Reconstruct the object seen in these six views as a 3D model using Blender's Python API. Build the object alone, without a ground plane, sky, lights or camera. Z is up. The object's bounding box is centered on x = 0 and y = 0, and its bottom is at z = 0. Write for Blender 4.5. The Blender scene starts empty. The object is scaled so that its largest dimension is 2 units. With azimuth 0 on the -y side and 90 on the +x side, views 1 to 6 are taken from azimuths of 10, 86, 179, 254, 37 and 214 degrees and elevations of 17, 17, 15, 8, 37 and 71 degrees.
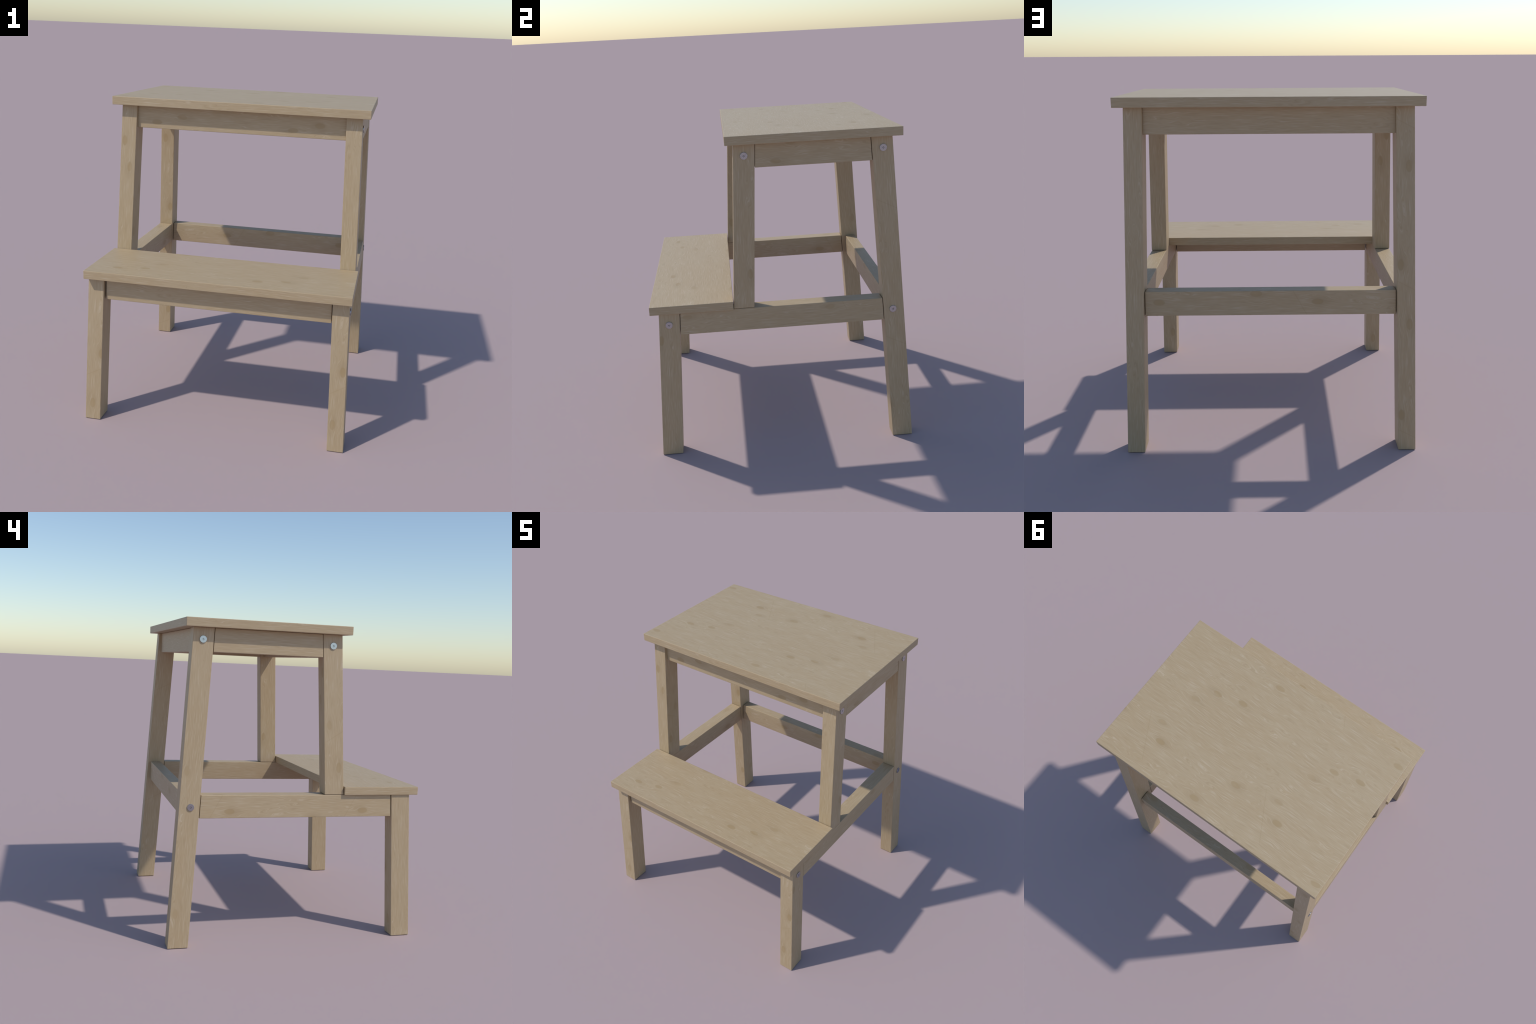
"""Two-step wooden stool: four splayed legs, two upper posts, rails, aprons,
a low tread in front, a wide top board, and metal screw heads on the sides."""
import bpy, bmesh, math
from mathutils import Vector, Matrix

# ------------------------------------------------------------------ sizes (m)
LEAN_X = 0.0333           # every leg leans inwards by this much per metre of height
LEAN_Y = 0.0575           # and towards the middle by this much
FOOT_OUT, LEG_W, LEG_D = 0.830, 0.0995, 0.127
FRONT_Y, REAR_Y = -0.810, 0.810
TOP_Z, BOARD = 2.000, 0.0525
UNDER_TOP = TOP_Z - BOARD             # where the upper frame ends
STEP_Z = 1.000
UNDER_STEP = STEP_Z - BOARD           # where the lower frame ends
RAIL_H, APRON_T = 0.1428, 0.073
BOARD_X = 0.8150
EDGE = 0.0028                         # rounding of the arrises


def outer_x(z):
    return FOOT_OUT - LEAN_X * z


def inner_x(z):
    return outer_x(z) - LEG_W


def front_leg_y(z):                   # front face of the low front legs
    return FRONT_Y + LEAN_Y * z


def post_y(z):                        # front face of the upper posts
    return -0.2965 + LEAN_Y * (z - UNDER_STEP)


def rear_leg_y(z):                    # back face of the tall rear legs
    return REAR_Y - LEAN_Y * z


# ------------------------------------------------------------------ materials
TILE = 0.88                           # the grain figure repeats after this length
# knots of the figure: along the grain, across it, half length, half width, strength
KNOTS = [
    (0.238, 0.022, 0.033, 0.016, 1.00),
    (0.404, 0.060, 0.032, 0.017, 0.90),
    (0.496, 0.167, 0.032, 0.016, 0.45),
    (0.109, 0.682, 0.033, 0.017, 0.85),
    (0.566, 0.411, 0.030, 0.016, 0.50),
    (0.497, 0.520, 0.033, 0.018, 1.00),
    (0.838, 0.472, 0.034, 0.018, 0.90),
]
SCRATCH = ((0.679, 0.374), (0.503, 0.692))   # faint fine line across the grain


class Graph:
    def __init__(self, name):
        self.mat = bpy.data.materials.new(name)
        self.mat.use_nodes = True
        self.t = self.mat.node_tree
        self.t.nodes.clear()
        self.count = 0

    def node(self, kind, **props):
        n = self.t.nodes.new(kind)
        n.location = (180 * (self.count % 24), -200 * (self.count // 24))
        self.count += 1
        for k, v in props.items():
            setattr(n, k, v)
        return n

    def put(self, socket, value):
        if isinstance(value, bpy.types.NodeSocket):
            self.t.links.new(value, socket)
        else:
            socket.default_value = value

    def math(self, op, a, b=None, c=None, clamp=False):
        n = self.node("ShaderNodeMath", operation=op, use_clamp=clamp)
        for i, v in enumerate((a, b, c)):
            if v is not None:
                self.put(n.inputs[i], v)
        return n.outputs[0]

    def vec(self, op, a, b=None, c=None, scale=None):
        n = self.node("ShaderNodeVectorMath", operation=op)
        for i, v in enumerate((a, b, c)):
            if v is not None:
                self.put(n.inputs[i], v)
        if scale is not None:
            self.put(n.inputs["Scale"], scale)
        return n.outputs["Value"] if op in ("LENGTH", "DOT_PRODUCT") else n.outputs[0]

    def split(self, v):
        n = self.node("ShaderNodeSeparateXYZ")
        self.put(n.inputs[0], v)
        return n.outputs

    def join(self, x=0.0, y=0.0, z=0.0):
        n = self.node("ShaderNodeCombineXYZ")
        for s, v in zip(n.inputs, (x, y, z)):
            self.put(s, v)
        return n.outputs[0]

    def pick(self, fac, a, b):
        n = self.node("ShaderNodeMix", data_type="FLOAT")
        self.put(n.inputs[0], fac), self.put(n.inputs[2], a), self.put(n.inputs[3], b)
        return n.outputs[0]

    def blend(self, fac, a, b, mode="MIX"):
        n = self.node("ShaderNodeMix", data_type="RGBA", blend_type=mode)
        self.put(n.inputs[0], fac), self.put(n.inputs[6], a), self.put(n.inputs[7], b)
        return n.outputs[2]

    def noise(self, v, scale=1.0, detail=2.0, rough=0.5, dims="2D"):
        n = self.node("ShaderNodeTexNoise", noise_dimensions=dims)
        self.put(n.inputs["Vector"], v)
        n.inputs["Scale"].default_value = scale
        n.inputs["Detail"].default_value = detail
        n.inputs["Roughness"].default_value = rough
        return n.outputs["Fac"]

    def ramp(self, v, lo, hi, a=0.0, b=1.0, smooth=True):
        n = self.node("ShaderNodeMapRange")
        n.interpolation_type = "SMOOTHSTEP" if smooth else "LINEAR"
        self.put(n.inputs[0], v)
        for i, x in zip((1, 2, 3, 4), (lo, hi, a, b)):
            n.inputs[i].default_value = x
        return n.outputs[0]

    def finish(self, color, rough, metallic=0.0, normal=None, spec=0.5):
        b = self.node("ShaderNodeBsdfPrincipled")
        o = self.node("ShaderNodeOutputMaterial")
        self.put(b.inputs["Base Color"], color)
        self.put(b.inputs["Roughness"], rough)
        b.inputs["Metallic"].default_value = metallic
        b.inputs["Specular IOR Level"].default_value = spec
        if normal is not None:
            self.put(b.inputs["Normal"], normal)
        self.t.links.new(b.outputs[0], o.inputs[0])
        return self.mat


def wood_material():
    """Pale, clear-lacquered softwood. Local X of each part runs along the grain."""
    g = Graph("pale_knotty_wood")
    tex = g.node("ShaderNodeTexCoord")
    shift = g.node("ShaderNodeAttribute", attribute_type="OBJECT",
                   attribute_name='["grain_shift"]').outputs["Vector"]
    px, py, pz = g.split(g.vec("ADD", tex.outputs["Object"], shift))
    nx, ny, nz = g.split(g.vec("ABSOLUTE", tex.outputs["Normal"]))
    side = g.math("GREATER_THAN", ny, nz)               # wide face or edge face
    end = g.math("GREATER_THAN", nx, 0.75)              # sawn end
    v0 = g.pick(side, py, pz)
    u = g.pick(end, px, g.math("ADD", py, 0.31))
    v = g.pick(end, v0, pz)
    p = g.join(u, v)

    # knots: dark lens, darker rim, and the fibres flowing around them
    lens, rim, push, smudge = None, None, None, None
    for ku, kv, a, b, strength in KNOTS:
        d = g.vec("WRAP", g.vec("SUBTRACT", p, (ku, kv, 0)),
                  (TILE / 2, TILE / 2, 1), (-TILE / 2, -TILE / 2, -1))
        wob = g.vec("MULTIPLY", d, (1 / a, 1 / b, 0))
        r = g.vec("LENGTH", wob)
        m = g.ramp(r, 0.62, 1.12, strength, 0.0)
        k = g.math("MULTIPLY", g.ramp(g.math("ABSOLUTE", g.math("SUBTRACT", r, 0.88)), 0.0, 0.22, 1, 0), strength)
        fall = g.ramp(r, 0.2, 3.4, 0.75 * b, 0.0)
        dv = g.math("MULTIPLY", g.math("MULTIPLY", g.split(wob)[1], fall), 1.0)
        halo = g.ramp(r, 0.8, 3.0, 0.42 * strength ** 0.3, 0.0)
        smudge = halo if smudge is None else g.math("MAXIMUM", smudge, halo)
        lens = m if lens is None else g.math("MAXIMUM", lens, m)
        rim = k if rim is None else g.math("MAXIMUM", rim, k)
        push = dv if push is None else g.math("ADD", push, dv)
    vk = g.math("SUBTRACT", v, push)

    # slow wander of the fibres; strong in places so that arches and eyes appear
    w1 = g.math("SUBTRACT", g.noise(g.join(g.math("MULTIPLY", u, 2.2), g.math("MULTIPLY", vk, 9.0)), detail=0.0), 0.5)
    w2 = g.math("SUBTRACT", g.noise(g.join(g.math("MULTIPLY", u, 9.0), g.math("MULTIPLY", vk, 45.0)), detail=0.5), 0.5)
    patch = g.ramp(g.noise(g.join(g.math("MULTIPLY", u, 2.6), g.math("MULTIPLY", vk, 11.0)), detail=0.0), 0.52, 0.66, 0.06, 1.0)
    warp = g.math("ADD", g.math("MULTIPLY", w1, 0.030), g.math("MULTIPLY", g.math("MULTIPLY", w2, 0.040), patch))
    vw = g.math("ADD", vk, warp)

    fibre = g.noise(g.join(g.math("MULTIPLY", u, 8.0), g.math("MULTIPLY", vw, 230.0)), detail=1.6, rough=0.55)
    fine = g.noise(g.join(g.math("MULTIPLY", u, 20.0), g.math("MULTIPLY", vw, 330.0)), detail=1.0)
    broad = g.noise(g.join(g.math("MULTIPLY", u, 2.2), g.math("MULTIPLY", vw, 13.0)), detail=2.0)
    gate = g.ramp(g.noise(g.join(g.math("MULTIPLY", u, 6.0), g.math("MULTIPLY", vk, 15.0)), detail=1.0), 0.35, 0.65)

    light = g.math("MULTIPLY", g.ramp(fibre, 0.55, 0.75), g.pick(gate, 0.70, 1.0))
    dark = g.ramp(fibre, 0.47, 0.28)

    c = g.blend(g.ramp(broad, 0.35, 0.65), BASE_WARM, BASE_COOL)
    c = g.blend(g.math("MULTIPLY", dark, 0.50), c, FIBRE_DARK)
    c = g.blend(g.math("MULTIPLY", light, 0.70), c, FIBRE_LIGHT)
    c = g.blend(g.ramp(fine, 0.35, 0.70, 0.0, 0.16), c, FIBRE_LIGHT)
    stain = g.ramp(g.noise(g.join(g.math("MULTIPLY", u, 5.0), g.math("MULTIPLY", vk, 17.0)), detail=1.0), 0.40, 0.62)
    c = g.blend(g.math("MULTIPLY", smudge, stain), c, FIBRE_DARK)
    c = g.blend(g.math("MULTIPLY", lens, 0.60), c, KNOT)
    c = g.blend(g.math("MULTIPLY", rim, 0.28), c, KNOT_RIM)

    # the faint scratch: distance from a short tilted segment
    a, b = (Vector((*q, 0)) for q in SCRATCH)
    ab = (b - a)
    mid, half, along = (a + b) / 2, ab.length / 2, ab.normalized()
    d = g.vec("WRAP", g.vec("SUBTRACT", p, mid), (TILE / 2, TILE / 2, 1), (-TILE / 2, -TILE / 2, -1))
    across = g.math("ABSOLUTE", g.vec("DOT_PRODUCT", d, (-along.y, along.x, 0)))
    run = g.math("ABSOLUTE", g.vec("DOT_PRODUCT", d, tuple(along)))
    line = g.math("MULTIPLY", g.ramp(across, 0.0010, 0.0030, 1, 0), g.ramp(run, half * 0.85, half, 1, 0))
    c = g.blend(g.math("MULTIPLY", line, 0.22), c, KNOT_RIM)

    bump = g.node("ShaderNodeBump")
    bump.inputs["Strength"].default_value = 0.06
    bump.inputs["Distance"].default_value = 0.002
    g.put(bump.inputs["Height"], fibre)
    return g.finish(c, 0.52, normal=bump.outputs[0], spec=0.5)


BASE_WARM = (0.430, 0.319, 0.186, 1)
BASE_COOL = (0.440, 0.333, 0.200, 1)
FIBRE_DARK = (0.372, 0.272, 0.154, 1)
FIBRE_LIGHT = (0.522, 0.422, 0.292, 1)
KNOT = (0.362, 0.250, 0.118, 1)
KNOT_RIM = (0.325, 0.228, 0.104, 1)


def steel_material():
    g = Graph("zinc_plated_steel")
    tex = g.node("ShaderNodeTexCoord")
    n = g.noise(tex.outputs["Object"], scale=160.0, detail=2.0, dims="3D")
    c = g.blend(n, (0.40, 0.41, 0.43, 1), (0.50, 0.51, 0.53, 1))
    return g.finish(c, g.ramp(n, 0.3, 0.7, 0.13, 0.20), metallic=1.0)


WOOD, STEEL = wood_material(), steel_material()

# ------------------------------------------------------------------ builders
stool = bpy.data.objects.new("step_stool", None)
stool.empty_display_size = 0.2
stool["label"] = "pale pine two-step stool with splayed legs and screw heads"
stool["category"] = "step stool"
bpy.context.scene.collection.objects.link(stool)


def link(ob, parent=stool):
    bpy.context.scene.collection.objects.link(ob)
    ob.parent = parent
    return ob


def beam(name, bottom, top, origin, x_axis, y_axis, shift, edge=EDGE):
    """A sawn piece between two four-cornered ends (world points, same order).
    Its own X runs along the grain, so the wood figure follows the piece."""
    x = Vector(x_axis).normalized()
    z = x.cross(Vector(y_axis)).normalized()
    y = z.cross(x)
    frame = Matrix((x, y, z)).transposed().to_4x4()
    frame.translation = Vector(origin)
    inv = frame.inverted()
    bm = bmesh.new()
    lo = [bm.verts.new(inv @ Vector(p)) for p in bottom]
    hi = [bm.verts.new(inv @ Vector(p)) for p in top]
    bm.faces.new(lo[::-1])
    bm.faces.new(hi)
    for i in range(4):
        j = (i + 1) % 4
        bm.faces.new((lo[i], lo[j], hi[j], hi[i]))
    bmesh.ops.recalc_face_normals(bm, faces=bm.faces)
    if edge:
        bmesh.ops.bevel(bm, geom=list(bm.edges), offset=edge, offset_type="OFFSET",
                        segments=2, profile=0.5, affect="EDGES", clamp_overlap=True)
    me = bpy.data.meshes.new(name)
    bm.to_mesh(me)
    bm.free()
    me.materials.append(WOOD)
    ob = bpy.data.objects.new(name, me)
    ob.matrix_world = frame
    ob["grain_shift"] = [float(s) for s in shift]
    return link(ob)


def leaning_post(name, side, z0, z1, face_y, lean, shift, ease=0.0):
    """Leg or upper post: front face at face_y(z), leaning along y by `lean`;
    `ease` makes the leg stand a little more upright than its fellows."""
    def ring(z):
        xo, xi = side * (outer_x(z) + ease * z), side * (inner_x(z) + ease * z)
        yf, yb = face_y(z), face_y(z) + LEG_D
        return [(xi, yf, z), (xo, yf, z), (xo, yb, z), (xi, yb, z)]
    base = Vector((side * (outer_x(0) - LEG_W / 2), face_y(0) + LEG_D / 2, 0))
    down = Vector((side * LEAN_X, -lean, -1))
    base += -down * z0
    return beam(name, ring(z0), ring(z1), base, down, (1, 0, 0), shift)


def crosswise(name, y0, y1, z0, z1, gap, shift, flip=False):
    """Apron or stretcher between the left and right legs (grain along x)."""
    def ring(z):
        x = inner_x(z) - gap
        return [(-x, y0, z), (x, y0, z), (x, y1, z), (-x, y1, z)]
    up = -1 if flip else 1
    return beam(name, ring(z0), ring(z1), (0, (y0 + y1) / 2, (z0 + z1) / 2),
                (1, 0, 0), (0, up, 0), shift)


def lengthwise(name, side, ya, yb, z0, z1, shift, inset=0.0015):
    """Side apron or side rail (grain along y); ya, yb give the two leg faces by height."""
    def ring(z):
        xo, xi = side * (outer_x(z) - inset), side * (inner_x(z) + inset)
        return [(xi, ya(z), z), (xo, ya(z), z), (xo, yb(z), z), (xi, yb(z), z)]
    zm = (z0 + z1) / 2
    return beam(name, ring(z0), ring(z1), (side * (outer_x(zm) - LEG_W / 2), 0, zm),
                (0, 1, 0), (-1, 0, 0), shift)


def board(name, y0, y1, z0, z1, shift):
    x = BOARD_X
    ring = lambda z: [(-x, y0, z), (x, y0, z), (x, y1, z), (-x, y1, z)]
    return beam(name, ring(z0), ring(z1), (0, (y0 + y1) / 2, z1), (1, 0, 0), (0, 1, 0), shift)


# ------------------------------------------------------------------ wooden parts
# boards: shifts line the knots of the figure up with the edges of the boards
board("top_board", -0.289, 0.750, UNDER_TOP, TOP_Z, (0.0, 0.2305, 0.300))
board("step_board", -0.8095, -0.298, UNDER_STEP, STEP_Z, (0.0, 0.1565, 0.25))

rear_front_face = lambda z: rear_leg_y(z) - LEG_D
leg_l = leaning_post("rear_leg", -1, 0, UNDER_TOP, rear_front_face, -LEAN_Y, (1.590, 0.490, 0.20))
leg_r = leaning_post("rear_leg", 1, 0, UNDER_TOP, rear_front_face, -LEAN_Y, (0.330, 0.270, 0.61))
leaning_post("front_leg", -1, 0, UNDER_STEP, front_leg_y, LEAN_Y, (0.945, 0.476, 0.33), ease=0.005)
leaning_post("front_leg", 1, 0, UNDER_STEP, front_leg_y, LEAN_Y, (1.011, 0.493, 0.85))
leaning_post("upper_post", -1, UNDER_STEP + 0.001, UNDER_TOP, post_y, LEAN_Y, (1.006, 0.047, 0.44))
leaning_post("upper_post", 1, UNDER_STEP + 0.001, UNDER_TOP, post_y, LEAN_Y, (0.620, 0.300, 0.10))

# upper frame
GAP = 0.0035
z0, z1 = UNDER_TOP - RAIL_H, UNDER_TOP - 0.001
crosswise("apron", -0.222, -0.222 + APRON_T, z0, z1, -0.001, (0.778, 0.45, 0.052))
crosswise("apron", 0.679 - APRON_T, 0.679, z0 - 0.002, z1, -0.001, (0.420, 0.12, 0.30))
for side, shift in ((-1, (0.20, 0.75, 0.31)), (1, (0.40, 0.20, 0.10))):
    lengthwise("side_apron", side, lambda z: post_y(z) + LEG_D + GAP * 0.6,
               lambda z: rear_front_face(z) - GAP, z0, z1, shift)

# lower frame
z0, z1 = UNDER_STEP - RAIL_H, UNDER_STEP - 0.001
crosswise("apron", -0.741, -0.741 + APRON_T, z0, z1, 0.005, (0.15, 0.60, 0.28))
crosswise("stretcher", 0.735 - APRON_T - 0.003, 0.735, z0, z1, GAP, (0.757, 0.15, 0.527), flip=True)
for side, shift in ((-1, (0.05, 0.40, 0.55)), (1, (0.27, 0.62, 0.37))):
    lengthwise("side_rail", side, lambda z: front_leg_y(z) + LEG_D + GAP,
               lambda z: rear_front_face(z) - GAP, z0, z1, shift)


# ------------------------------------------------------------------ screws
def screw_mesh():
    """Flat round head, softened rim, cross recess pressed into the middle. Axis +Z."""
    R, H, A, W, D = 0.0215, 0.0060, 0.0068, 0.0015, 0.0042
    bm = bmesh.new()
    prof = [(R * 0.96, -0.002), (R, 0.0), (R, H * 0.80), (R * 0.985, H * 0.95), (R * 0.955, H)]
    seg = 48
    rings = [[bm.verts.new((r * math.cos(2 * math.pi * i / seg), r * math.sin(2 * math.pi * i / seg), z))
              for i in range(seg)] for r, z in prof]
    for a, b in zip(rings, rings[1:]):
        for i in range(seg):
            j = (i + 1) % seg
            bm.faces.new((a[i], a[j], b[j], b[i]))
    # cross outline, stepped down into the head
    pts = []
    for k in range(4):
        c, s = math.cos(k * math.pi / 2), math.sin(k * math.pi / 2)
        for x, y in ((W * 1.5, W * 1.5), (W, A), (-W, A)):
            pts.append((x * c - y * s, x * s + y * c))
    top = H
    cross = [bm.verts.new((x, y, top)) for x, y in pts]
    pit = [bm.verts.new((x * 0.55, y * 0.55, top - D)) for x, y in pts]
    n = len(pts)
    for i in range(n):
        j = (i + 1) % n
        bm.faces.new((cross[i], cross[j], pit[j], pit[i]))
    bm.faces.new(pit)
    inner = rings[-1]
    edges = [bm.edges.get((inner[i], inner[(i + 1) % seg])) for i in range(seg)]
    edges += [bm.edges.get((cross[i], cross[(i + 1) % n])) for i in range(n)]
    bmesh.ops.triangle_fill(bm, use_beauty=True, edges=edges, normal=(0, 0, 1))
    bmesh.ops.recalc_face_normals(bm, faces=bm.faces)
    me = bpy.data.meshes.new("screw_head")
    bm.to_mesh(me)
    bm.free()
    me.materials.append(STEEL)
    for f in me.polygons:
        f.use_smooth = False
    return me


SCREW = screw_mesh()
for side, y, z, turn in ((1, -0.180, 1.877, 0), (1, 0.641, 1.877, 4), (1, -0.698, 0.874, 2), (1, 0.690, 0.874, -5),
                         (-1, -0.181, 1.877, 3), (-1, 0.640, 1.877, -2), (-1, 0.689, 0.874, 20)):
    ob = bpy.data.objects.new("screw_head", SCREW)
    normal = Vector((side, 0, LEAN_X)).normalized()
    ob.matrix_world = (Matrix.Translation((side * outer_x(z), y, z))
                       @ normal.to_track_quat("Z", "Y").to_matrix().to_4x4()
                       @ Matrix.Rotation(math.radians(turn), 4, "Z"))
    link(ob)
